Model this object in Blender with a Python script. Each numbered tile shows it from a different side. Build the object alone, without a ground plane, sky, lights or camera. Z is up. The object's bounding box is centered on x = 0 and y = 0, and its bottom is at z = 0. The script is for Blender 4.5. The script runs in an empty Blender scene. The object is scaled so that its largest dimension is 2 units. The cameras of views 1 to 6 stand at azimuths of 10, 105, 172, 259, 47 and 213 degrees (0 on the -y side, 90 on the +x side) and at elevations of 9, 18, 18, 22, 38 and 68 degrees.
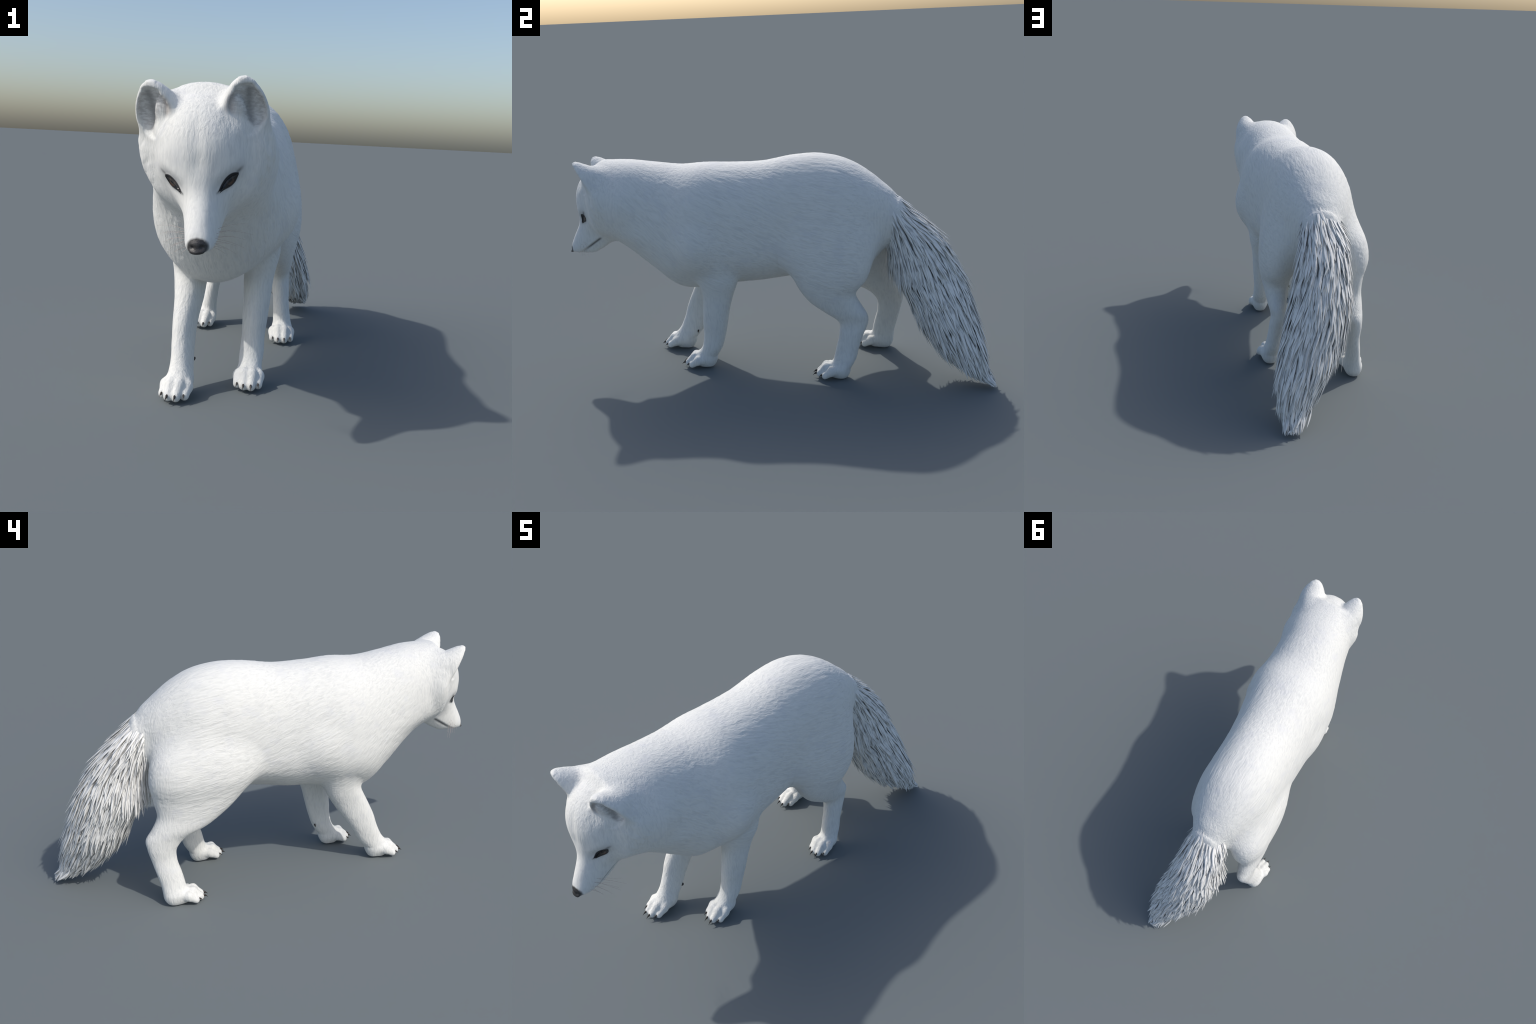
"""A white fox walking with lowered head: one smooth body grown from lofted
sections (torso, limbs, muzzle, tail) that are blended as distance fields,
polygonised with surface nets, split into anatomical parts, and dressed with
claws, eyes, whiskers and a bushy tail made of separate locks of fur."""
import bpy, math
import numpy as np
from mathutils import Matrix, Vector

rng = np.random.default_rng(7)

# ------------------------------------------------------------------ helpers
def hermite(xs, ys, x):
    """smooth interpolation of section rows ys at stations xs"""
    xs = np.asarray(xs, float); ys = np.asarray(ys, float)
    x = np.clip(x, xs[0], xs[-1])
    i = np.clip(np.searchsorted(xs, x) - 1, 0, len(xs) - 2)
    m = np.gradient(ys, xs, axis=0)
    h = xs[i + 1] - xs[i]
    t = (x - xs[i]) / h
    t2 = t * t; t3 = t2 * t
    if ys.ndim > 1:
        t, t2, t3, h = t[:, None], t2[:, None], t3[:, None], h[:, None]
    return ((2 * t3 - 3 * t2 + 1) * ys[i] + (t3 - 2 * t2 + t) * h * m[i]
            + (3 * t2 - 2 * t3) * ys[i + 1] + (t3 - t2) * h * m[i + 1])

def loft(side, depth, along, rows, n=2.3, cap=0.06, cap0=None):
    """distance-like field of a loft. rows: (station, side centre, half width,
    depth low, depth high[, place of greatest width])"""
    rows = np.asarray(rows, float)
    st = rows[:, 0]
    q = hermite(st, rows[:, 1:], along)
    w = np.maximum(q[:, 1], .004); lo = q[:, 2]; hi = q[:, 3]
    m = (lo + hi) / 2 if rows.shape[1] < 6 else lo + (hi - lo) * q[:, 4]
    dx = side - q[:, 0]; d = depth - m
    v = np.where(d > 0, d / np.maximum(hi - m, .004), d / np.maximum(m - lo, .004))
    e1 = np.maximum(0, along - st[-1]); e0 = np.maximum(0, st[0] - along)
    ee = e1 / cap + e0 / (cap if cap0 is None else cap0)
    r = (np.abs(dx / w) ** n + np.abs(v) ** n + ee ** n + 1e-12) ** (1 / n)
    L = np.sqrt(dx * dx + d * d + (e1 + e0) ** 2 + 1e-10)
    return L * (1 - 1 / np.maximum(r, .05))

def ellipsoid(P, c, r):
    q = (P - np.asarray(c)) / np.asarray(r)
    k = np.sqrt((q * q).sum(1)) + 1e-9
    L = np.sqrt(((P - np.asarray(c)) ** 2).sum(1)) + 1e-9
    return L * (1 - 1 / np.maximum(k, .05))

def capsule(P, a, b, ra, rb):
    a = np.asarray(a, float); b = np.asarray(b, float); ab = b - a
    t = np.clip(((P - a) @ ab) / (ab @ ab), 0, 1)
    return np.sqrt(((P - a - t[:, None] * ab) ** 2).sum(1)) - (ra + (rb - ra) * t)

def smin(a, b, k):
    h = np.maximum(k - np.abs(a - b), 0) / k
    return np.minimum(a, b) - h * h * k * .25

def smax(a, b, k):
    return -smin(-a, -b, k)

def sstep(x, a, b):
    t = np.clip((x - a) / (b - a), 0, 1)
    return t * t * (3 - 2 * t)

LAT = np.random.default_rng(3).random((32, 32, 32)) * 2 - 1
def noise3(P):
    i = np.floor(P).astype(int); t = P - i; t = t * t * (3 - 2 * t)
    o = np.zeros(len(P))
    for a in (0, 1):
        for b in (0, 1):
            for c in (0, 1):
                wgt = ((t[:, 0] if a else 1 - t[:, 0]) * (t[:, 1] if b else 1 - t[:, 1])
                       * (t[:, 2] if c else 1 - t[:, 2]))
                o += wgt * LAT[(i[:, 0] + a) % 32, (i[:, 1] + b) % 32, (i[:, 2] + c) % 32]
    return o

# ------------------------------------------------------------------ section tables
# torso: y, centre x, half width, underside z, back z, height of greatest width
TORSO = [(-.80, .066, .164, .620, .985, .49), (-.68, .058, .180, .554, .984, .48),
         (-.56, .041, .196, .452, .970, .46), (-.45, .029, .218, .371, .959, .45),
         (-.33, .026, .235, .372, .967, .43), (-.20, .011, .220, .397, .966, .41),
         (-.06, -.004, .206, .413, .971, .40), (.08, -.017, .198, .437, .996, .40),
         (.20, -.023, .198, .455, 1.002, .40), (.32, -.022, .193, .462, .977, .40),
         (.41, -.022, .164, .482, .930, .42), (.48, -.022, .124, .560, .876, .48), (.55, -.022, .070, .640, .810, .55)]
# limbs: z, centre x, half width, front y, back y
LIMB = {
 "FL": [(.06, .137, .038, -.385, -.280), (.10, .136, .041, -.354, -.256), (.16, .136, .039, -.340, -.236),
        (.23, .138, .043, -.338, -.220), (.30, .140, .046, -.333, -.206), (.37, .141, .051, -.330, -.186),
        (.44, .150, .056, -.345, -.160), (.52, .155, .060, -.36, -.16)],
 "FR": [(.06, -.059, .041, -.578, -.452), (.10, -.064, .036, -.541, -.420), (.16, -.070, .036, -.511, -.388),
        (.23, -.074, .039, -.489, -.345), (.30, -.074, .046, -.460, -.300), (.37, -.080, .054, -.428, -.262),
        (.44, -.088, .060, -.405, -.243), (.52, -.09, .060, -.39, -.23)],
 "HL": [(.05, .152, .040, .272, .360), (.09, .145, .036, .282, .382), (.15, .137, .033, .294, .397),
        (.21, .130, .035, .306, .415), (.27, .122, .039, .298, .436), (.31, .130, .042, .242, .432),
        (.35, .130, .052, .183, .407), (.40, .131, .064, .139, .382), (.47, .132, .076, .100, .428),
        (.56, .118, .090, .050, .455), (.66, .075, .110, .030, .455), (.76, .030, .110, .08, .40), (.86, .0, .06, .14, .34)],
 "HR": [(.05, -.218, .040, .418, .520), (.09, -.213, .034, .419, .524), (.15, -.207, .031, .430, .538),
        (.21, -.199, .031, .444, .553), (.27, -.200, .034, .434, .566), (.31, -.195, .042, .390, .568),
        (.35, -.191, .053, .300, .540), (.40, -.185, .061, .222, .512), (.47, -.179, .074, .142, .518),
        (.56, -.180, .090, .078, .530), (.66, -.155, .094, .070, .505), (.76, -.085, .095, .09, .42), (.86, -.03, .06, .14, .34)]}
# how far back the widest place of each limb lies, by height
BULGE = {"HR": [(.35, .5), (.47, .58), (.60, .70)], "HL": [(.35, .5), (.50, .55), (.60, .56)]}
# claw roots on the ground plan, and where the foot points
TOES = {
 "FL": ([(.112, -.414), (.136, -.428), (.161, -.428), (.181, -.404)], (.13, -.99)),
 "FR": ([(-.096, -.588), (-.072, -.610), (-.047, -.610), (-.024, -.590)], (.0, -1.)),
 "HL": ([(.128, .224), (.152, .210), (.177, .213), (.198, .240)], (.18, -.98)),
 "HR": ([(-.252, .374), (-.229, .353), (-.204, .350), (-.183, .374)], (-.03, -1.))}
# tail (outer line of the fur): z, centre x, half width, front y, back y, sideways slant
TAIL = [(.04, .124, .051, .898, 1.000, .29), (.10, .102, .098, .764, .979, .276), (.18, .079, .128, .683, .964, .215),
        (.28, .038, .150, .613, .931, .163), (.38, .014, .147, .568, .892, .117), (.48, -.013, .141, .524, .850, .073),
        (.58, -.018, .126, .515, .792, .028), (.68, -.029, .114, .486, .717, -.021), (.76, -.024, .091, .472, .621, -.023),
        (.82, -.018, .060, .464, .548, -.024)]
TAIL = np.array(TAIL)

# ------------------------------------------------------------------ head frame
HA = np.array([.99316, .08501, .08001]); HF = np.array([.08529, -.99636, 0.]); HU = np.array([-.07972, -.00682, .99679])
H0 = np.array([.084, -.888, .724])
HB = np.stack([HA, HF, HU])
def to_head(P):
    return (P - H0) @ HB.T
def from_head(Q):
    return np.asarray(Q, float) @ HB + H0

def frame(e, o):
    e = np.asarray(e, float); e = e / np.linalg.norm(e)
    o = np.asarray(o, float); o = o - e * (o @ e); o = o / np.linalg.norm(o)
    return e, o, np.cross(o, e)

# muzzle: distance back from the nose tip, -, half width, lower, upper, widest
MUZ0 = np.array([0, .100, -.172])
MUZE = np.array([0, -.669, .743]); MUZN = np.array([0, .743, .669])
MUZZLE = [(.000, 0, .022, -.004, .008, .5), (.012, 0, .030, -.026, .016, .5), (.028, 0, .036, -.049, .026, .5), (.055, 0, .041, -.079, .036, .48),
          (.105, 0, .048, -.102, .050, .48), (.150, 0, .057, -.114, .064, .5), (.200, 0, .068, -.124, .080, .5)]
EAR_B = np.array([.117, -.052, .130]); EAR_T = np.array([.1215, .014, .264])
EAR_E, EAR_O, EAR_C = frame(EAR_T - EAR_B, (.34, .90, -.25))
EAR_C = EAR_C if EAR_C[0] > 0 else -EAR_C
EAR = [(-.02, 0, .060, -.112, .006, .85), (.03, 0, .068, -.110, .015, .85), (.07, 0, .062, -.086, .016, .82),
       (.10, .0, .050, -.059, .015, .78), (.122, .0, .037, -.038, .013, .72),
       (.135, .0, .027, -.025, .011, .68), (.143, .0, .016, -.014, .008, .6)]
BOWL = [(.010, .004, .046, -.006, .080, .10), (.04, .003, .053, -.012, .080, .15), (.07, .002, .049, -.012, .080, .15),
        (.10, .0, .038, -.007, .080, .10), (.116, .0, .026, -.001, .080, .05)]
EYE_C = np.array([.0725, -.001, -.001])
EYE_T, EYE_N, EYE_V = frame((.69, -.36, .60), (.45, .88, .01))
EYE_V = EYE_V if EYE_V[2] > 0 else -EYE_V

def muzzle_coords(Q):
    d = Q - MUZ0
    return d @ MUZE, d @ MUZN

def eye_coords(Q):
    d = Q - EYE_C
    return d @ EYE_T, d @ EYE_V, d @ EYE_N

def lid_height(t):
    k = np.clip((t + .006) / .037, -1, 1)
    return .0128 * (1 - k * k) * (1 + .45 * k)

def mouth_height(s):
    return -.036 - .245 * (s - .017)

def f_head(P):
    Q = to_head(P)
    S = np.abs(Q[:, 0]); Q = np.stack([S, Q[:, 1], Q[:, 2]], 1)
    skull = ellipsoid(Q, (0, -.066, .076), (.126, .122, .153))
    cheek = ellipsoid(Q, (.044, -.085, .060), (.076, .070, .078))
    s, n = muzzle_coords(Q)
    muz = loft(S, n, s, MUZZLE, n=2.15, cap=.06, cap0=.012)
    # lower jaw a little narrower than the lip, and the lip line between them
    nm = mouth_height(s)
    inr = sstep(s, .004, .022) * (1 - sstep(s, .150, .175))
    muz = muz + .005 * inr * sstep(nm - n, -.001, .004) * (1 - sstep(nm - n, .02, .05))
    ruff = ellipsoid(Q, (.096, -.108, .080), (.085, .046, .085))
    f = smin(smin(skull, cheek, .05), ruff, .03)
    f = smin(f, muz, .045)
    f = smin(f, ellipsoid(Q, (0, .0900, -.157), (.0215, .0180, .0150)), .008)
    f = f + .004 * inr * np.exp(-((n - nm) / .0035) ** 2)
    # nostrils
    f = f + .006 * np.exp(-((S - .012) / .005) ** 2 - ((Q[:, 2] + .162) / .0035) ** 2) * (Q[:, 1] > .09)
    # hollow between eye and bridge, brow above the eye, lids round the opening
    t, v, w = eye_coords(Q)
    f = f + .010 * np.exp(-((t + .004) / .042) ** 2 - ((v + .002) / .024) ** 2 - (w / .05) ** 2)
    f = f - .004 * np.exp(-((t - .002) / .034) ** 2 - ((v - .030) / .016) ** 2 - (w / .05) ** 2)
    hgt = lid_height(t)
    rim = np.exp(-((np.abs(v) - hgt) / .0045) ** 2) * (1 - sstep(np.abs(t + .006), .035, .044))
    f = f - .003 * rim * np.exp(-(w / .04) ** 2)
    # furrow down the forehead
    f = f + .004 * np.exp(-(S / .018) ** 2) * sstep(Q[:, 2], .0, .05) * (1 - sstep(Q[:, 2], .12, .2)) * (Q[:, 1] > -.02)
    # ears: hood with a bowl scooped from the front, tufts of hair inside
    d = Q - EAR_B
    es, eo, ec = d @ EAR_E, d @ EAR_O, d @ EAR_C
    hood = loft(ec, eo, es, EAR, n=2.1, cap=.005, cap0=.075)
    E3 = np.stack([es, ec, eo], 1)
    bowl = loft(ec, eo, es, BOWL, n=2.2, cap=.016, cap0=.03)
    hood = smax(hood, -bowl, .008)
    # pale hair that grows over the inner half of the bowl
    hood = smin(hood, ellipsoid(E3, (.034, -.022, -.004), (.066, .028, .016)), .012)
    kk = .020 + .040 * sstep(-es, -.060, -.005)
    return smin(f, hood, kk)

def f_torso(P):
    # keel-like throat, fuller flanks further back
    low = sstep(-P[:, 2], -.70, -.60)
    n = 2.25 - low * (.14 * sstep(-P[:, 1], -.2, .2) + .26 * sstep(-P[:, 1], .40, .65))
    n = n - low * .25 * sstep(-P[:, 1], .64, .78)
    tuck = sstep(-P[:, 2], -.57, -.43) * sstep(P[:, 1], -.52, -.40) * (1 - sstep(P[:, 1], .15, .30))
    n = n - tuck * np.where(P[:, 0] < 0, .20 + .40 * sstep(P[:, 1], -.12, .05), .30)
    # the keel of the chest hangs a little to the right
    keel = .05 * sstep(-P[:, 1], .15, .3) * (1 - sstep(-P[:, 1], .55, .72))
    f = loft(P[:, 0] - keel * np.minimum(P[:, 2] - .65, 0), P[:, 2], P[:, 1], TORSO, n=n, cap=.03, cap0=.05)
    # shoulder and flank muscle
    f = smin(f, ellipsoid(P, (-.065, -.22, .625), (.150, .15, .14)), .04)
    f = smin(f, ellipsoid(P, (.120, -.33, .62), (.154, .13, .14)), .04)
    f = smin(f, ellipsoid(P, (.108, -.69, .79), (.143, .13, .125)), .04)
    return smin(f, ellipsoid(P, (-.10, .24, .62), (.110, .13, .09)), .05)

def f_leg(P, key):
    rows = np.array(LIMB[key])
    b = np.array(BULGE.get(key, [(0., .5), (1., .5)]))
    rows = np.column_stack([rows, np.interp(rows[:, 0], b[:, 0], b[:, 1])])
    f = loft(P[:, 0], P[:, 1], P[:, 2], rows, n=2.2, cap=.07, cap0=.05)
    return f

def f_paw(P, key):
    toes, (dx, dy) = TOES[key]
    D = np.array([dx, dy, 0]); D /= np.linalg.norm(D)
    m = np.mean(toes, 0)
    row = np.array(LIMB[key][0])
    heel = np.array([row[1], row[4] - .045, .034])
    ball = np.array([m[0], m[1], .030]) - D * .060
    ball[2] = .036
    Z = np.array([1, 1, .82])
    ball = ball - D * .012; ball[2] = .032
    f = capsule(P * Z, ball * Z, heel * Z, .034, .034)
    toe = None
    for k, (x, y) in enumerate(toes):
        tip = np.array([x, y, .026])
        mid_toe = k in (1, 2)
        r = .0165 if mid_toe else .0155
        a = tip - D * .008 - np.array([0, 0, .003])
        kn = tip - D * .038 + np.array([0, 0, .024 if mid_toe else .016])
        b = tip - D * .088; b = b + (ball - b) * np.array([.35, 0, 0]); b[2] = .060 if mid_toe else .048
        c = smin(capsule(P * Z, a * Z, kn * Z, r - .001, r + .0015), capsule(P * Z, kn * Z, b * Z, r + .0015, .014), .010)
        toe = c if toe is None else smin(toe, c, .007)
    f = smin(f, toe, .014)
    return smax(f, .001 - P[:, 2], .012)

def f_limb(P, key):
    return smin(f_leg(P, key), f_paw(P, key), .014)

def tail_rows(shrink):
    T = TAIL.copy()
    shrink = shrink * np.interp(T[:, 0], [.04, .2, .5], [1.2, 1.1, .68])
    T[:, 2] -= shrink; T[:, 3] += shrink; T[:, 4] -= shrink
    T[5:, 3] -= .9 * shrink[5:] + .006      # the root fills the gap behind the thighs
    T[:, 2] = np.maximum(T[:, 2], .012)
    return T
TAILC = tail_rows(.033)
def f_tail(P):
    T = TAILC[1:].copy()
    T[4:-2, 3] += .008
    T[0, 2] *= .7; T[0, 3:5] = (.82, .93)
    T[-2:, 2] -= .004; T[-1, 3:5] = (.440, .515)
    q = hermite(T[:, 0], T[:, 1:], P[:, 2])
    mid = (q[:, 2] + q[:, 3]) / 2
    return loft(P[:, 0] - q[:, 4] * (P[:, 1] - mid), P[:, 1], P[:, 2], T[:, :5], n=2.0, cap=.02, cap0=.03)

BOX = {"head": ((-.2, -1.05, .45), (.36, -.62, 1.05)), "FL": ((.04, -.52, -.05), (.26, -.08, .66)),
       "FR": ((-.2, -.7, -.05), (.03, -.14, .66)), "HL": ((-.06, .1, -.05), (.26, .56, .92)),
       "HR": ((-.34, .0, -.05), (.0, .64, .92)), "tail": ((-.17, .42, -.02), (.24, 1.02, .9))}
FIELD = {"head": f_head, "FL": lambda P: f_limb(P, "FL"), "FR": lambda P: f_limb(P, "FR"),
         "HL": lambda P: f_limb(P, "HL"), "HR": lambda P: f_limb(P, "HR"), "tail": f_tail}
BLEND = {"head": .040, "FL": .030, "FR": .030, "HL": .065, "HR": .062, "tail": .05}

def f_body(P, relief=True):
    f = f_torso(P)
    for k in ("head", "FL", "FR", "HL", "HR", "tail"):
        lo, hi = np.array(BOX[k][0]) - .06, np.array(BOX[k][1]) + .06
        idx = np.nonzero(((P > lo) & (P < hi)).all(1))[0]
        if len(idx):
            f[idx] = smin(f[idx], FIELD[k](P[idx]), BLEND[k])
    return f

# ------------------------------------------------------------------ polygonise
LO = np.array([-.36, -1.06, -.03]); H = .0042; COARSE = 4
NB = np.array([44, 128, 66])
def polygonise():
    hc = H * COARSE
    ax = [LO[i] + hc * np.arange(NB[i] + 1) for i in range(3)]
    G = np.stack(np.meshgrid(*ax, indexing="ij"), -1)
    fc = f_body(G.reshape(-1, 3)).reshape(NB + 1)
    # blocks that may hold surface
    c = np.stack([fc[i:i + NB[0], j:j + NB[1], k:k + NB[2]] for i in (0, 1) for j in (0, 1) for k in (0, 1)])
    near = (np.abs(c).min(0) < hc * 1.6) | ((c.min(0) < 0) & (c.max(0) > 0))
    N = NB * COARSE + 1
    F = np.repeat(np.repeat(np.repeat(c.mean(0), COARSE, 0), COARSE, 1), COARSE, 2)
    F = np.pad(F, ((0, 1),) * 3, mode="edge").astype(np.float32)
    mask = np.zeros(N, bool)
    mv = np.repeat(np.repeat(np.repeat(near, COARSE, 0), COARSE, 1), COARSE, 2)
    for i in (0, 1):
        for j in (0, 1):
            for k in (0, 1):
                mask[i:N[0] - 1 + i, j:N[1] - 1 + j, k:N[2] - 1 + k] |= mv
    ijk = np.argwhere(mask)
    for s in range(0, len(ijk), 400000):
        q = ijk[s:s + 400000]
        F[q[:, 0], q[:, 1], q[:, 2]] = f_body(LO + H * q)
    # surface nets
    S = F < 0
    cells = [S[i:N[0] - 1 + i, j:N[1] - 1 + j, k:N[2] - 1 + k] for i in (0, 1) for j in (0, 1) for k in (0, 1)]
    tot = sum(x.astype(np.int8) for x in cells)
    act = (tot > 0) & (tot < 8)
    cid = np.full(act.shape, -1, np.int64)
    A = np.argwhere(act)
    cid[A[:, 0], A[:, 1], A[:, 2]] = np.arange(len(A))
    acc = np.zeros((len(A), 3)); cnt = np.zeros(len(A))
    corner = {(i, j, k): F[A[:, 0] + i, A[:, 1] + j, A[:, 2] + k].astype(float)
              for i in (0, 1) for j in (0, 1) for k in (0, 1)}
    for (i, j, k), v0 in corner.items():
        for d in range(3):
            if (i, j, k)[d]:
                continue
            e = [i, j, k]; e[d] = 1
            v1 = corner[tuple(e)]
            x = (v0 < 0) != (v1 < 0)
            t = np.where(x, v0 / np.where(x, v0 - v1, 1), 0)
            p = np.tile(np.array([i, j, k], float), (len(A), 1)); p[:, d] = t
            acc[x] += p[x]; cnt[x] += 1
    V = LO + H * (A + acc / cnt[:, None])
    faces = []
    for d in range(3):
        a, b = (d + 1) % 3, (d + 2) % 3
        s0 = [slice(1, -1)] * 3
        sl0 = [slice(1, n - 1) for n in N]; sl1 = list(sl0)
        sl0[d] = slice(0, N[d] - 1); sl1[d] = slice(1, N[d])
        X0, X1 = S[tuple(sl0)], S[tuple(sl1)]
        E = np.argwhere(X0 != X1)
        if not len(E):
            continue
        inside0 = X0[E[:, 0], E[:, 1], E[:, 2]]
        off = np.ones(3, int); off[d] = 0
        E = E + off
        def cell(da, db):
            c = E.copy(); c[:, a] -= da; c[:, b] -= db
            return cid[c[:, 0], c[:, 1], c[:, 2]]
        quad = np.stack([cell(1, 1), cell(0, 1), cell(0, 0), cell(1, 0)], 1)
        quad[~inside0] = quad[~inside0][:, ::-1]
        faces.append(quad)
    return V, np.concatenate(faces)

def gradient(P, f0=None, e=.0012):
    g = np.zeros_like(P)
    for d in range(3):
        o = np.zeros(3); o[d] = e
        g[:, d] = (f_body(P + o) - f_body(P - o)) / (2 * e)
    return g

def settle(P, steps=2):
    for _ in range(steps):
        f = f_body(P); g = gradient(P)
        P = P - np.clip(f / np.maximum((g * g).sum(1), .05), -.004, .004)[:, None] * g
    return P

V, QUADS = polygonise()
V = settle(V)
GN = gradient(V); GN /= np.linalg.norm(GN, axis=1)[:, None] + 1e-9

def relief(P):
    """clumps of fur that cast shade: stronger on ruff and throat"""
    Q = to_head(P)
    q = P + .006 * np.stack([noise3(P * 22 + 5), noise3(P * 22 + 17), noise3(P * 22 + 31)], 1)
    ang = np.radians(10 + 14 * sstep(-P[:, 1], -.25, .05) + 18 * sstep(-P[:, 1], .25, .5))
    def streak(al, k):
        lo_ = q[:, 1] * np.cos(al) - q[:, 2] * np.sin(al); ac = q[:, 1] * np.sin(al) + q[:, 2] * np.cos(al)
        return noise3(np.stack([q[:, 0] * 95 * k, lo_ * 20 * k, ac * 95 * k], 1) + 9 * k)
    a = .6 * streak(ang, 1.) + .4 * streak(ang, 1.7)
    b = .6 * streak(np.radians(88), 1.) + .4 * streak(np.radians(88), 1.7)
    c = noise3(P * np.array([70, 60, 70]) + 3)
    low = sstep(.42 - P[:, 2], -.05, .05)
    face = (1 - sstep(np.linalg.norm(Q * [1, .8, 1] - [0, .03, -.03], axis=1), .16, .22)) 
    front = sstep(-P[:, 1], .4, .8)
    amp = .0011 * (1 - low) + .0005 * low
    amp = amp * (1 - .85 * face)
    thro = np.exp(-((P[:, 1] + .62) / .14) ** 2) * sstep(.78 - P[:, 2], .0, .2) * sstep(P[:, 2], .30, .36)
    r = amp * (a * (1 - low) * (1 - front * .5) + b * (low + front * .5)) + .0007 * thro * c
    ruff = np.exp(-((np.abs(Q[:, 0]) - .165) / .035) ** 2 - ((Q[:, 2] - .04) / .10) ** 2 - ((Q[:, 1] + .09) / .06) ** 2)
    r = r + .0022 * ruff * noise3(np.stack([P[:, 0] * 40, (P[:, 1] - P[:, 2]) * 22, (P[:, 1] + P[:, 2]) * 75], 1) + 11)
    return r
V = V + GN * relief(V)[:, None]

# ------------------------------------------------------------------ materials
def mat_new(name):
    m = bpy.data.materials.new(name); m.use_nodes = True
    nt = m.node_tree; nt.nodes.clear()
    out = nt.nodes.new("ShaderNodeOutputMaterial"); bs = nt.nodes.new("ShaderNodeBsdfPrincipled")
    nt.links.new(bs.outputs[0], out.inputs[0])
    return m, nt, bs

class Net:
    """little helper that writes node maths as expressions"""
    def __init__(self, nt): self.nt = nt
    def put(self, sock, v):
        if isinstance(v, bpy.types.NodeSocket): self.nt.links.new(v, sock)
        else: sock.default_value = v
    def m(self, op, a, b=0., c=None, clamp=False):
        n = self.nt.nodes.new("ShaderNodeMath"); n.operation = op; n.use_clamp = clamp
        self.put(n.inputs[0], a); self.put(n.inputs[1], b)
        if c is not None: self.put(n.inputs[2], c)
        return n.outputs[0]
    def vm(self, op, a, b=(0, 0, 0)):
        n = self.nt.nodes.new("ShaderNodeVectorMath"); n.operation = op
        self.put(n.inputs[0], a); self.put(n.inputs[1], b)
        return n.outputs["Value"] if op in ("DOT_PRODUCT", "LENGTH", "DISTANCE") else n.outputs[0]
    def step(self, x, a, b):
        n = self.nt.nodes.new("ShaderNodeMapRange"); n.interpolation_type = "SMOOTHSTEP"
        self.put(n.inputs[0], x); n.inputs[1].default_value = min(a, b); n.inputs[2].default_value = max(a, b)
        n.inputs[3].default_value = 0. if a < b else 1.; n.inputs[4].default_value = 1. if a < b else 0.
        return n.outputs[0]
    def mix(self, f, a, b):
        n = self.nt.nodes.new("ShaderNodeMix"); n.data_type = "RGBA"
        self.put(n.inputs[0], f)
        for s, v in ((n.inputs[6], a), (n.inputs[7], b)):
            self.put(s, v if isinstance(v, bpy.types.NodeSocket) else (*v, 1))
        return n.outputs[2]
    def noise(self, vec, scale, detail=3., rough=.55):
        n = self.nt.nodes.new("ShaderNodeTexNoise")
        self.put(n.inputs["Vector"], vec); n.inputs["Scale"].default_value = scale
        n.inputs["Detail"].default_value = detail; n.inputs["Roughness"].default_value = rough
        return n.outputs[0], n.outputs[1]
    def gauss(self, x, c, w):
        d = self.m("DIVIDE", self.m("SUBTRACT", x, c), w)
        return self.m("EXPONENT", self.m("MULTIPLY", self.m("MULTIPLY", d, d), -1.))

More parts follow.
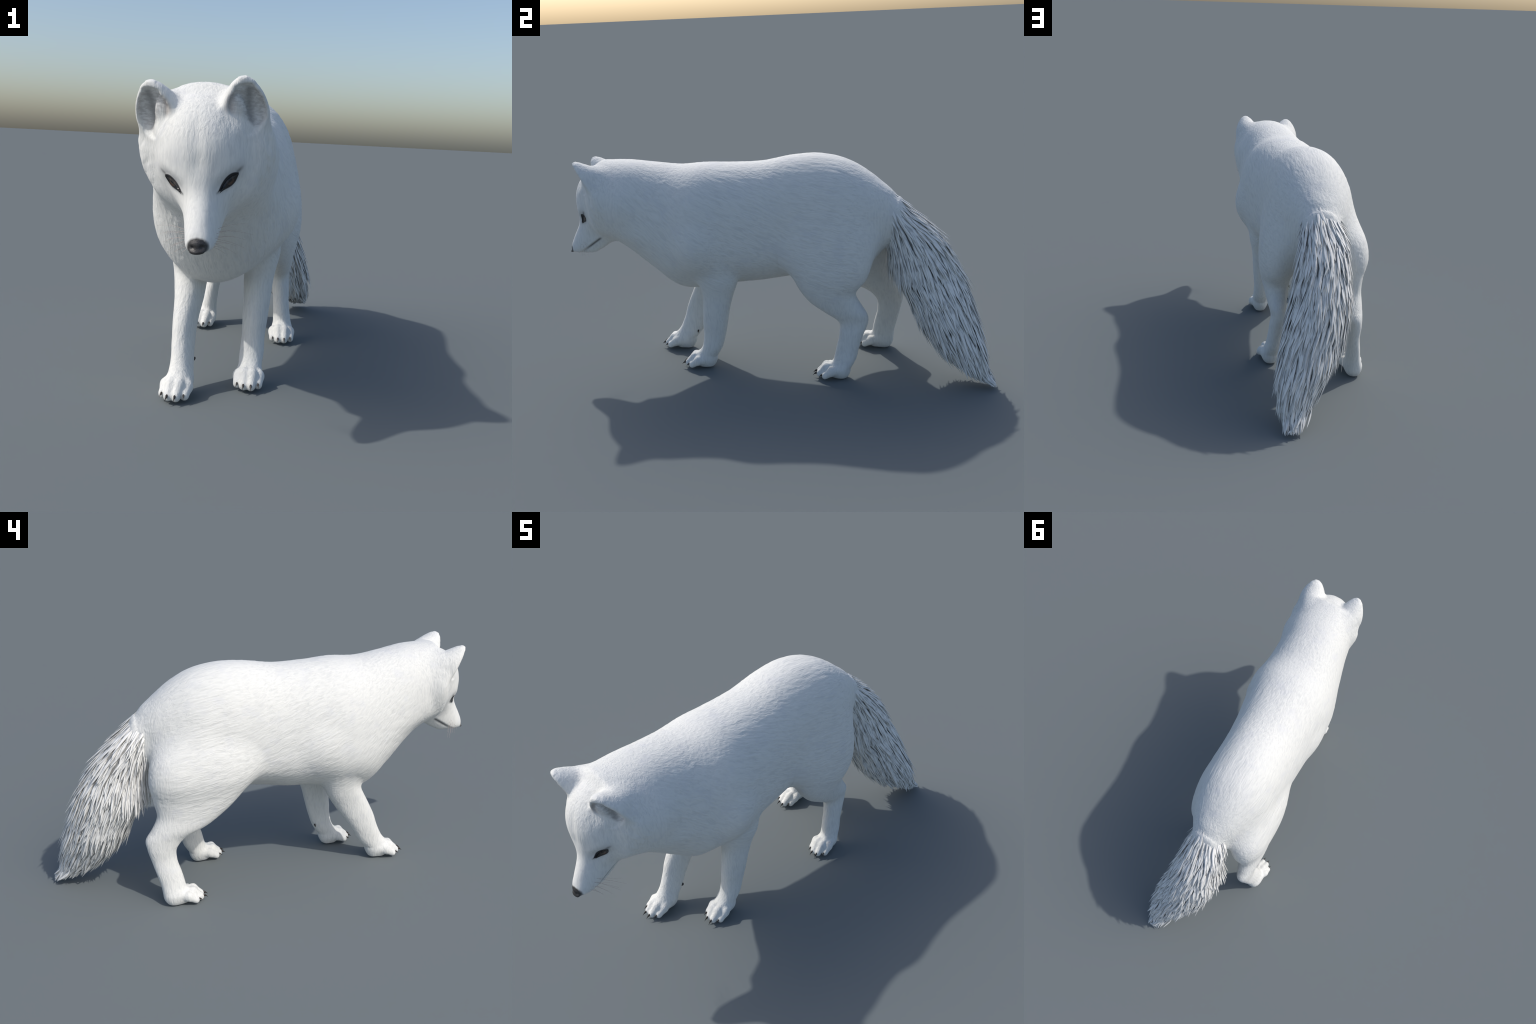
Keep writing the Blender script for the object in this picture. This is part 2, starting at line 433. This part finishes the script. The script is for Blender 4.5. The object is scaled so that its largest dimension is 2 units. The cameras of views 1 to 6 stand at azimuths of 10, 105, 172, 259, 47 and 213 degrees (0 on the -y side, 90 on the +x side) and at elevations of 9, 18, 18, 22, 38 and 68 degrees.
WHITE = (.742, .741, .706)
def fur_material(name, paint_gap_shade=False):
    m, nt, bs = mat_new(name); N = Net(nt)
    tc = nt.nodes.new("ShaderNodeTexCoord").outputs["Object"]
    # wavering hair grain: along the back on the trunk, downwards on limbs and face
    warp = N.noise(tc, 16., 2.)[1]
    w = N.vm("MULTIPLY", N.vm("SUBTRACT", warp, (.5, .5, .5)), (.020, .020, .020))
    p = N.vm("ADD", tc, w)
    sx = nt.nodes.new("ShaderNodeSeparateXYZ"); nt.links.new(tc, sx.inputs[0])
    px = nt.nodes.new("ShaderNodeSeparateXYZ"); nt.links.new(p, px.inputs[0])
    def strands(angle, across, along):
        ca, sa = math.cos(math.radians(angle)), math.sin(math.radians(angle))
        c = nt.nodes.new("ShaderNodeCombineXYZ")
        N.put(c.inputs[0], N.m("MULTIPLY", px.outputs[0], across))
        N.put(c.inputs[1], N.m("MULTIPLY", N.vm("DOT_PRODUCT", p, (0, ca, -sa)), along))
        N.put(c.inputs[2], N.m("MULTIPLY", N.vm("DOT_PRODUCT", p, (0, sa, ca)), across))
        return N.noise(c.outputs[0], 1., 3., .6)[0]
    def blend(t, a, b):
        n = nt.nodes.new("ShaderNodeMix"); n.data_type = "FLOAT"
        N.put(n.inputs[0], t); N.put(n.inputs[2], a); N.put(n.inputs[3], b)
        return n.outputs[0]
    low = N.m("MAXIMUM", N.step(sx.outputs[2], .44, .32), N.m("MAXIMUM", N.step(sx.outputs[1], -.58, -.74), N.step(sx.outputs[1], .38, .50)))
    trunk = blend(N.step(sx.outputs[1], .25, -.05), strands(10, 125, 12), strands(24, 125, 12))
    trunk = blend(N.step(sx.outputs[1], -.25, -.5), trunk, strands(42, 125, 12))
    grain = blend(low, trunk, strands(88, 130, 20))
    blot = N.noise(tc, 14., 3.)[0]
    col = N.mix(N.step(grain, .60, .25), WHITE, (.645, .648, .625))
    col = N.mix(N.m("MULTIPLY", N.step(blot, .52, .74), .6), col, (.66, .665, .665))
    # head marks, in the frame of the head
    d = N.vm("SUBTRACT", tc, tuple(H0))
    a = N.m("ABSOLUTE", N.vm("DOT_PRODUCT", d, tuple(HA)))
    f = N.vm("DOT_PRODUCT", d, tuple(HF)); u = N.vm("DOT_PRODUCT", d, tuple(HU))
    cb = nt.nodes.new("ShaderNodeCombineXYZ")
    N.put(cb.inputs[0], a); N.put(cb.inputs[1], f); N.put(cb.inputs[2], u)
    q = cb.outputs[0]
    def comp(c0, axis):
        return N.vm("DOT_PRODUCT", N.vm("SUBTRACT", q, tuple(c0)), tuple(axis))
    t, v, wd = comp(EYE_C, EYE_T), comp(EYE_C, EYE_V), comp(EYE_C, EYE_N)
    infront = N.m("MULTIPLY", N.step(wd, -.05, -.03), N.step(f, -.06, -.04))
    # smoky halo, then the dark line round the lids with tear line and outer stroke
    halo = N.m("MULTIPLY", N.gauss(t, 0., .042), N.gauss(v, .004, .020))
    col = N.mix(N.m("MULTIPLY", N.m("MULTIPLY", halo, infront), .7), col, (.30, .30, .31))
    tn = N.m("DIVIDE", N.m("ADD", t, .006), .0395)
    hh = N.m("MULTIPLY", N.m("MULTIPLY", N.m("MAXIMUM", N.m("SUBTRACT", 1., N.m("MULTIPLY", tn, tn)), 0.),
                             N.m("ADD", 1., N.m("MULTIPLY", tn, .45))), .0150)
    over = N.m("SUBTRACT", N.m("ABSOLUTE", v), hh)
    lid = N.m("MULTIPLY", N.step(over, .0022, -.0015), N.step(N.m("ABSOLUTE", N.m("ADD", t, .006)), .043, .039))
    stroke = N.m("MULTIPLY", N.m("MULTIPLY", N.gauss(v, .0045, .005), N.step(t, .022, .032)), N.step(t, .064, .036))
    tear = N.m("MULTIPLY", N.m("MULTIPLY", N.gauss(v, -.001, .003), N.step(t, -.036, -.042)), N.step(t, -.056, -.044))
    dark = N.m("MAXIMUM", lid, N.m("MULTIPLY", N.m("MAXIMUM", stroke, tear), .6))
    col = N.mix(N.m("MULTIPLY", dark, infront), col, (.018, .018, .020))
    # lips
    s, nn = comp(MUZ0, MUZE), comp(MUZ0, MUZN)
    nm = N.m("SUBTRACT", N.m("MULTIPLY", s, -.245), .0318)
    ins = N.m("MULTIPLY", N.step(s, .002, .012), N.step(s, .172, .150))
    dl = N.m("SUBTRACT", nn, nm)
    lips = N.m("MULTIPLY", N.m("MULTIPLY", N.gauss(dl, -.0015, .0052), ins), N.step(s, .03, .10))
    col = N.mix(N.m("MULTIPLY", lips, .82), col, (.07, .068, .068))
    # grey muzzle hair round the nose, dark nose leather
    nd = N.vm("LENGTH", N.vm("MULTIPLY", N.vm("SUBTRACT", q, (0, .103, -.161)), (1.08, .74, 1.40)))
    col = N.mix(N.m("MULTIPLY", N.step(N.m("ADD", nd, N.m("MULTIPLY", grain, .006)), .040, .029), .96), col, (.035, .034, .034))
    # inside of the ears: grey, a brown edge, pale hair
    es, eo, ec = comp(EAR_B, EAR_E), comp(EAR_B, EAR_O), comp(EAR_B, EAR_C)
    inE = N.vm("LENGTH", N.vm("DIVIDE", N.vm("SUBTRACT", q, tuple(EAR_B + EAR_E * .060 + EAR_C * .002)), (.058, .09, .068)))
    hair = N.noise(N.vm("MULTIPLY", p, (70, 70, 200)), 1., 3.)[0]
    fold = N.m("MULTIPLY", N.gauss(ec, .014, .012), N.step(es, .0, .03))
    ear = N.mix(N.step(hair, .38, .62), (.50, .49, .475), (.68, .675, .66))
    ear = N.mix(N.m("MULTIPLY", fold, .75), ear, (.22, .218, .215))  # dark band painted along the fold: shade that deepens the shallow bowl
    ear = N.mix(N.m("MULTIPLY", N.step(ec, -.022, -.040), .6), ear, (.42, .36, .32))
    back = N.m("SUBTRACT", N.m("MULTIPLY", N.m("MAXIMUM", es, .07), .35), .061)
    deep = N.m("MULTIPLY", N.step(eo, .015, .005), N.step(N.m("SUBTRACT", eo, back), -.002, .004))
    em = N.m("MULTIPLY", N.m("MULTIPLY", N.step(inE, 1.0, .82), deep), N.step(es, -.005, .012))
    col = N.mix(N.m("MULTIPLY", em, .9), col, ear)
    if paint_gap_shade:   # tail core darkened to grey, painting the shade in gaps between locks
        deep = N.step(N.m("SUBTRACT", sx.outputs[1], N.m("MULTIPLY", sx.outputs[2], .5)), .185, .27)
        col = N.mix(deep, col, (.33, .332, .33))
    nt.links.new(col, bs.inputs["Base Color"])
    bs.inputs["Roughness"].default_value = .75
    bs.inputs["Specular IOR Level"].default_value = .2
    bs.inputs["Sheen Weight"].default_value = .08
    bp = nt.nodes.new("ShaderNodeBump"); bp.inputs["Strength"].default_value = .75
    bp.inputs["Distance"].default_value = .005
    facial = N.step(N.vm("DISTANCE", q, (0, .03, -.05)), .22, .13)
    crest = N.m("MULTIPLY", N.gauss(a, 0., .05), N.gauss(u, .12, .08))
    N.put(bp.inputs["Strength"], N.m("SUBTRACT", .6, N.m("MULTIPLY", facial, N.m("SUBTRACT", .42, N.m("MULTIPLY", crest, .3)))))
    nt.links.new(grain, bp.inputs["Height"]); nt.links.new(bp.outputs[0], bs.inputs["Normal"])
    return m

def plain_material(name, col, rough, bump=0., scale=200., coat=0.):
    m, nt, bs = mat_new(name); N = Net(nt)
    tc = nt.nodes.new("ShaderNodeTexCoord").outputs["Object"]
    n0 = N.noise(tc, scale, 3.)[0]
    c = N.mix(N.step(n0, .35, .65), tuple(x * .75 for x in col), tuple(min(1, x * 1.3) for x in col))
    nt.links.new(c, bs.inputs["Base Color"]); bs.inputs["Roughness"].default_value = rough
    bs.inputs["Coat Weight"].default_value = coat
    if bump:
        bp = nt.nodes.new("ShaderNodeBump"); bp.inputs["Strength"].default_value = bump
        bp.inputs["Distance"].default_value = .001
        nt.links.new(n0, bp.inputs["Height"]); nt.links.new(bp.outputs[0], bs.inputs["Normal"])
    return m

def eye_material():
    m, nt, bs = mat_new("dark_brown_eye"); N = Net(nt)
    tc = nt.nodes.new("ShaderNodeTexCoord").outputs["Object"]
    d = N.vm("LENGTH", N.vm("MULTIPLY", N.vm("SUBTRACT", tc, (.008, .003, 0)), (1, 1, 0)))
    fib = N.noise(tc, 300., 2.)[0]
    iris = N.mix(N.step(fib, .35, .7), (.022, .018, .015), (.050, .036, .027))
    xy = nt.nodes.new("ShaderNodeSeparateXYZ"); nt.links.new(tc, xy.inputs[0])
    iris = N.mix(N.m("MULTIPLY", N.step(xy.outputs[1], .001, -.007), .8), iris, (.085, .042, .024))
    col = N.mix(N.step(d, .0138, .0122), (.008, .008, .009), iris)
    col = N.mix(N.step(d, .0066, .0050), col, (.006, .005, .005))
    nt.links.new(col, bs.inputs["Base Color"])
    bs.inputs["Roughness"].default_value = .22
    return m

def lock_material():
    m, nt, bs = mat_new("tail_fur"); N = Net(nt)
    tc = nt.nodes.new("ShaderNodeTexCoord").outputs["Generated"]
    oc = nt.nodes.new("ShaderNodeNewGeometry").outputs["Position"]
    g = N.noise(N.vm("MULTIPLY", oc, (75, 26, 20)), 1., 1.)[0]
    col = N.mix(N.step(g, .55, .30), (.79, .785, .757), (.60, .60, .585))
    nt.links.new(col, bs.inputs["Base Color"]); bs.inputs["Roughness"].default_value = .7
    bs.inputs["Specular IOR Level"].default_value = .2
    return m

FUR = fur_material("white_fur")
GAP_SHADE = fur_material("tail_core_painted_gap_shade", True)
NOSE = plain_material("nose_leather", (.030, .029, .029), .42, .6, 420.)
CLAW = plain_material("claw_horn", (.030, .024, .020), .35, 0, 120.)
EYE = eye_material()
LOCK = lock_material()
WHISK = plain_material("whisker_hair", (.42, .34, .31), .5)

# ------------------------------------------------------------------ objects
def link(ob, parent=None):
    bpy.context.scene.collection.objects.link(ob)
    if parent is not None: ob.parent = parent
    return ob

root = bpy.data.objects.new("arctic_fox", None)
root["label"] = "white arctic fox walking with lowered head and bushy tail"
root["category"] = "fox"
link(root)

def mesh_from(name, verts, faces, mat, smooth=True):
    me = bpy.data.meshes.new(name)
    me.from_pydata([tuple(v) for v in verts], [], [tuple(f) for f in faces])
    me.materials.append(mat)
    if smooth:
        me.polygons.foreach_set("use_smooth", np.ones(len(me.polygons), bool))
    me.update()
    return me

# normals of the whole body, shared by all of its parts
whole = bpy.data.meshes.new("whole_body")
whole.vertices.add(len(V)); whole.vertices.foreach_set("co", V.astype(np.float32).ravel())
whole.loops.add(QUADS.size); whole.loops.foreach_set("vertex_index", QUADS.astype(np.int32).ravel())
whole.polygons.add(len(QUADS))
whole.polygons.foreach_set("loop_start", np.arange(0, QUADS.size, 4, dtype=np.int32))
whole.update(calc_edges=True)
nr = np.zeros(len(V) * 3, np.float32)
whole.vertex_normals.foreach_get("vector", nr)
VN = nr.reshape(-1, 3)
if (VN * GN).sum() < 0:
    QUADS = QUADS[:, ::-1]; VN = -VN
bpy.data.meshes.remove(whole)

# which part each face belongs to
C = V[QUADS].mean(1)
Q = to_head(C)
names = np.full(len(C), "torso", dtype=object)
names[(C[:, 1] < -.52) & (C[:, 2] > .40)] = "neck"
ft = f_torso(C)
for key, nm in (("FL", "forelimb"), ("FR", "forelimb.001"), ("HL", "hindlimb"), ("HR", "hindlimb.001")):
    lo, hi = BOX[key]
    idx = np.nonzero(((C > lo) & (C < hi)).all(1))[0]
    fl = f_leg(C[idx], key); fp = f_paw(C[idx], key)
    inl = np.minimum(fl, fp) < ft[idx] - .002
    names[idx[inl]] = nm
    inp = inl & (C[idx, 2] < .085) & (fp < .03)
    names[idx[inp]] = nm.replace("forelimb", "front_paw").replace("hindlimb", "hind_paw")
hd = f_head(C)
ish = (hd < ft) & (C[:, 1] < -.66)
names[ish] = "head"
d = np.stack([np.abs(Q[:, 0]), Q[:, 1], Q[:, 2]], 1) - EAR_B
es, eo, ec = d @ EAR_E, d @ EAR_O, d @ EAR_C
inear = ish & (es > .025) & (np.abs(ec) < .075) & (eo > -.075)
names[inear & (Q[:, 0] > 0)] = "ear"; names[inear & (Q[:, 0] < 0)] = "ear.001"
names[ish & (np.linalg.norm((Q - [0, .103, -.161]) * [1.08, .74, 1.40], axis=1) < .026)] = "nose"
ftl = f_tail(C)
names[(ftl < ft) & (C[:, 1] > .44) & (ftl < .02) & ~np.isin(names, ["hindlimb", "hindlimb.001", "hind_paw", "hind_paw.001"])] = "tail"

PART = {}
def body_part(nm, parent):
    sel = np.nonzero(names == nm)[0]
    if not len(sel): return None
    q = QUADS[sel]; used, inv = np.unique(q, return_inverse=True)
    inv = inv.reshape(q.shape)
    me = bpy.data.meshes.new(nm)
    me.vertices.add(len(used)); me.vertices.foreach_set("co", V[used].astype(np.float32).ravel())
    me.loops.add(inv.size); me.loops.foreach_set("vertex_index", inv.astype(np.int32).ravel())
    me.polygons.add(len(q)); me.polygons.foreach_set("loop_start", np.arange(0, inv.size, 4, dtype=np.int32))
    me.polygons.foreach_set("use_smooth", np.ones(len(q), bool))
    me.update(calc_edges=True); me.validate()
    me.normals_split_custom_set_from_vertices([tuple(x) for x in VN[used]])
    me.materials.append(NOSE if nm == "nose" else GAP_SHADE if nm == "tail" else FUR)
    ob = link(bpy.data.objects.new(nm, me), parent); PART[nm] = ob
    return ob

for nm in ("torso", "neck", "head", "tail", "forelimb", "forelimb.001", "hindlimb", "hindlimb.001"):
    body_part(nm, root)
for nm in ("ear", "ear.001", "nose"):
    body_part(nm, PART["head"])
for i, sfx in enumerate(("", ".001")):
    body_part("front_paw" + sfx, PART["forelimb" + sfx]); body_part("hind_paw" + sfx, PART["hindlimb" + sfx])

# ---- claws: one curved horn, copied to every toe
def horn(n=9, ring=10, L=.030, r=.0058, drop=.013):
    vs, fs = [], []
    for i in range(n):
        t = i / (n - 1)
        c = np.array([0, L * t, .003 * math.sin(math.pi * t) - drop * t ** 1.8])
        rr = r * (1 - t ** 1.6) ** .8 * (.75 + .5 * math.sin(math.pi * min(1, t * 1.2 + .15))) + 2e-4
        for k in range(ring):
            a = 2 * math.pi * k / ring
            vs.append(c + np.array([rr * .72 * math.cos(a), 0, rr * 1.15 * math.sin(a)]))
    for i in range(n - 1):
        for k in range(ring):
            fs.append((i * ring + k, i * ring + (k + 1) % ring, (i + 1) * ring + (k + 1) % ring, (i + 1) * ring + k))
    fs.append(tuple(range(ring))[::-1]); fs.append(tuple((n - 1) * ring + k for k in range(ring)))
    return mesh_from("claw", vs, fs, CLAW)
claw_mesh = horn()
def place(mesh, name, pos, fwd, up, scale, parent):
    f = Vector(fwd).normalized(); u = Vector(up); u = (u - f * u.dot(f)).normalized(); r = f.cross(u)
    M = Matrix((r, f, u)).transposed().to_4x4()
    ob = bpy.data.objects.new(name, mesh); link(ob, parent)
    s = scale if isinstance(scale, tuple) else (scale,) * 3
    ob.matrix_world = Matrix.Translation(Vector(pos)) @ M @ Matrix.Diagonal((*s, 1))
    return ob
LIMBNAME = {"FL": "forelimb", "FR": "forelimb.001", "HL": "hindlimb", "HR": "hindlimb.001"}
for key, (toes, (dx, dy)) in TOES.items():
    for k, (x, y) in enumerate(toes):
        D = np.array([dx, dy, 0]); D /= np.linalg.norm(D)
        side = (k - 1.5) * .12 * (1 if key in ("FL", "HL", "FR", "HR") else -1)
        p = np.array([x, y, .026]) + D * .002
        place(claw_mesh, "claw", p, D + np.array([side, 0, -.05]), (0, 0, 1), .80 if k in (1, 2) else .66, PART[LIMBNAME[key]])
for key, x, y, z, sx in (("FL", .100, -.264, .115, -1), ("FR", -.0385, -.444, .098, 1)):
    g = gradient(np.array([[x, y, z]]))[0]; P0 = np.array([[x, y, z]])
    P0 = settle(P0, 8)[0]
    place(claw_mesh, "claw", P0 + np.array([-sx * .0022, .010, .010]), (sx * .05, -.25, -1.), (sx, 0, 0), .75, PART[LIMBNAME[key]])

# ---- eyes: almond lenses that sit in the face
def eye(sign, nm):
    vs, fs = [], []; nu, nv = 28, 14
    for i in range(nu + 1):
        t = -.006 - .037 + .074 * i / nu
        h = float(lid_height(t)) + 1e-5
        for j in range(nv + 1):
            v = -h + 2 * h * j / nv
            vs.append(EYE_C + EYE_T * t + EYE_V * v)
    Qe = np.array(vs); Qe[:, 0] *= sign
    P = settle(from_head(Qe), 12)
    g = gradient(P); g /= np.linalg.norm(g, axis=1)[:, None]
    gm = g.mean(0); gm /= np.linalg.norm(gm)
    k = 0; bul = []
    for i in range(nu + 1):
        for j in range(nv + 1):
            a = (i / nu * 2 - 1) ** 2; b = (j / nv * 2 - 1) ** 2
            bul.append(.0008 + .0045 * (1 - a) * (1 - b))
    top = P + gm * np.array(bul)[:, None]
    bot = P - gm * .004
    n = len(P)
    W = nv + 1
    for i in range(nu):
        for j in range(nv):
            q = (i * W + j, (i + 1) * W + j, (i + 1) * W + j + 1, i * W + j + 1)
            fs.append(q); fs.append(tuple(x + n for x in q[::-1]))
    edge = [i * W for i in range(nu + 1)] + [nu * W + j for j in range(1, W)] + [i * W + nv for i in range(nu - 1, -1, -1)] + [j for j in range(nv - 1, 0, -1)]
    for a, b in zip(edge, edge[1:] + edge[:1]):
        fs.append((b, a, a + n, b + n))
    if sign < 0: fs = [f[::-1] for f in fs]
    c = P[n // 2]
    T = (EYE_T * [sign, 1, 1]) @ HB; T /= np.linalg.norm(T)
    N_ = gm - T * (gm @ T); N_ /= np.linalg.norm(N_)
    Vv = np.cross(N_, T)
    if Vv[2] < 0: Vv = -Vv
    B = np.stack([T, Vv, N_])
    allv = (np.concatenate([top, bot]) - c) @ B.T
    me = mesh_from(nm, allv, fs, EYE)
    ob = bpy.data.objects.new(nm, me); link(ob, PART["head"])
    # (a mirrored frame is fine: only the mesh is expressed in it)
    M = Matrix([list(r) for r in B.T]).to_4x4()
    ob.matrix_world = Matrix.Translation(Vector(c)) @ M
    return ob
eye(1, "eye"); eye(-1, "eye.001")

# ---- whiskers
def tube(pts, r0, r1, ring=5):
    pts = np.asarray(pts); vs, fs = [], []
    n = len(pts)
    for i in range(n):
        tg = pts[min(i + 1, n - 1)] - pts[max(i - 1, 0)]; tg /= np.linalg.norm(tg)
        a = np.cross(tg, [.31, .2, .93]); a /= np.linalg.norm(a); b = np.cross(tg, a)
        r = r0 + (r1 - r0) * i / (n - 1)
        for k in range(ring):
            th = 2 * math.pi * k / ring
            vs.append(pts[i] + r * (a * math.cos(th) + b * math.sin(th)))
    for i in range(n - 1):
        for k in range(ring):
            fs.append((i * ring + k, i * ring + (k + 1) % ring, (i + 1) * ring + (k + 1) % ring, (i + 1) * ring + k))
    return vs, fs
wr = np.random.default_rng(21)
for sign in (1, -1):
    for row in range(3):
        for col in range(4):
            if row == 2 and col > 2: continue
            s = .035 + .016 * col; nl = -.018 - .012 * row
            q0 = MUZ0 + MUZE * s + MUZN * nl + np.array([.035, 0, 0])
            q0[0] *= sign
            P0 = settle(from_head([q0]), 12)[0]
            L = (.035 + .020 * col + .008 * wr.random()) * (.9 + .2 * wr.random())
            dirn = np.array([sign * (.85 + .1 * col), -.30 - .12 * col, .12 - .25 * row + .08 * col + .12 * (wr.random() - .5)])
            dirn = dirn @ HB; dirn /= np.linalg.norm(dirn)
            bend = np.array([0, .12 * L, -.22 * L])
            pts = [P0 + dirn * (L * t - .002) + bend * t * t for t in np.linspace(0, 1, 8)]
            vs, fs = tube(pts, .00045, .00018)
            link(bpy.data.objects.new("whisker", mesh_from("whisker", vs, fs, WHISK)), PART["head"])

# ---- tail locks
def tail_point(z, th, rows):
    q = hermite(rows[:, 0], rows[:, 1:], np.atleast_1d(z))
    dy = (q[:, 3] - q[:, 2]) / 2 * np.sin(th)
    x = q[:, 0] + q[:, 1] * np.cos(th) + q[:, 4] * dy
    y = (q[:, 2] + q[:, 3]) / 2 + dy
    return np.stack([x, y, np.atleast_1d(z) * np.ones_like(x)], 1)

def lock_mesh(name, n=9, curl=.0, wave=.0, tip=.5, split=0.):
    """a flattened lock, unit length along y, root at 0, pointed at its end"""
    vs, fs = [], []; ring = 6
    for i in range(n):
        t = i / (n - 1)
        w = .5 * (min(1, t / tip) ** .7 if t < tip else (1 - (t - tip) / (1 - tip)) ** .75)
        w = max(w, .012) if i else .10
        c = np.array([wave * math.sin(math.pi * 1.3 * t), t, curl * t * t])
        for k in range(ring):
            a = 2 * math.pi * k / ring
            vs.append(c + np.array([w * math.cos(a), 0, .20 * w * math.sin(a)]))
    for i in range(n - 1):
        for k in range(ring):
            fs.append((i * ring + k, i * ring + (k + 1) % ring, (i + 1) * ring + (k + 1) % ring, (i + 1) * ring + k))
    fs.append(tuple(range(ring))[::-1]); fs.append(tuple((n - 1) * ring + k for k in range(ring)))
    return vs, fs
lr = np.random.default_rng(5)
TEMPLATES = []
for k in range(10):
    vs, fs = lock_mesh("lock", curl=lr.uniform(-.06, .10), wave=lr.uniform(-.35, .35), tip=lr.uniform(.35, .6))
    TEMPLATES.append((np.array(vs), fs, mesh_from("fur_lock", vs, fs, LOCK)))

def make_locks():
    out = []
    rowsO = tail_rows(.016)
    zs = []
    tries = 0
    while len(out) < 2800:
        z = lr.uniform(.03, .85); th = lr.uniform(0, 2 * math.pi)
        q = hermite(rowsO[:, 0], rowsO[:, 1:], np.array([z]))[0]
        if lr.random() > (q[1] + (q[3] - q[2]) / 2) / .32: continue
        depth = lr.uniform(0, 1) ** 1.3 * .018
        rows = tail_rows(.021 + depth)
        z2 = max(z - .06, .0)
        p0 = tail_point(min(z, .82), th, rows)[0]; 
        if z > .82: p0 = p0 + np.array([0, -.55, .75]) * (z - .82)
        p1 = tail_point(max(z2, .04), th, rows)[0]
        d = p1 - p0
        if np.linalg.norm(d) < .02 or z < .10:
            ax = np.array([.27, .60, -.74]); d = ax + .4 * d / (np.linalg.norm(d) + 1e-6)
        d /= np.linalg.norm(d)
        pa = tail_point(np.clip(z, .04, .82), th + .05, rows)[0] - tail_point(np.clip(z, .04, .82), th - .05, rows)[0]
        nrm = np.cross(pa, d); nrm /= np.linalg.norm(nrm)
        cen = tail_point(np.clip(z, .04, .82), np.array([0, math.pi]), rows).mean(0)
        if nrm @ (p0 - cen) < 0: nrm = -nrm
        if p0[1] < .47 and z > .74 and math.sin(th) < 0: continue
        d = d + nrm * lr.uniform(.02, .13) + pa / np.linalg.norm(pa) * lr.uniform(-.10, .10)
        L = lr.uniform(.085, .165) * (.8 if z < .12 else 1)
        du = d / np.linalg.norm(d)
        # the tail ends in a slanting brush: cut locks that would hang below it
        hang = lambda L: p0[2] + du[2] * L - (.012 + .36 * max(0., .985 - p0[1] - du[1] * L))
        while L > .03 and hang(L) < 0: L -= .006
        if L < .03: continue
        if p0[1] + d[1] / np.linalg.norm(d) * L > .998:
            L = (.998 - p0[1]) / (d[1] / np.linalg.norm(d))
            if L < .03: continue
        out.append((p0, d, nrm, L, lr.uniform(.0095, .0175), depth, int(lr.integers(len(TEMPLATES)))))
    return out
locks = make_locks()
order = sorted(range(len(locks)), key=lambda i: locks[i][5] - locks[i][3] * .05)
SV, SF = [], []; base = 0
for rank, i in enumerate(order):
    p0, d, nrm, L, wd, depth, k = locks[i]
    if rank < 300:
        place(TEMPLATES[k][2], "fur_lock", p0, d, nrm, (wd, L, wd), PART["tail"])
    else:
        f = d / np.linalg.norm(d); u = nrm - f * (nrm @ f); u /= np.linalg.norm(u); r = np.cross(f, u)
        v = TEMPLATES[k][0] * [wd, L, wd]
        SV.append(p0 + v @ np.stack([r, f, u])); SF += [tuple(x + base for x in fc) for fc in TEMPLATES[k][1]]
        base += len(v)
stuff = link(bpy.data.objects.new("tail_fur", mesh_from("tail_fur", np.concatenate(SV), SF, LOCK)), PART["tail"])
stuff["kind"] = "stuff"
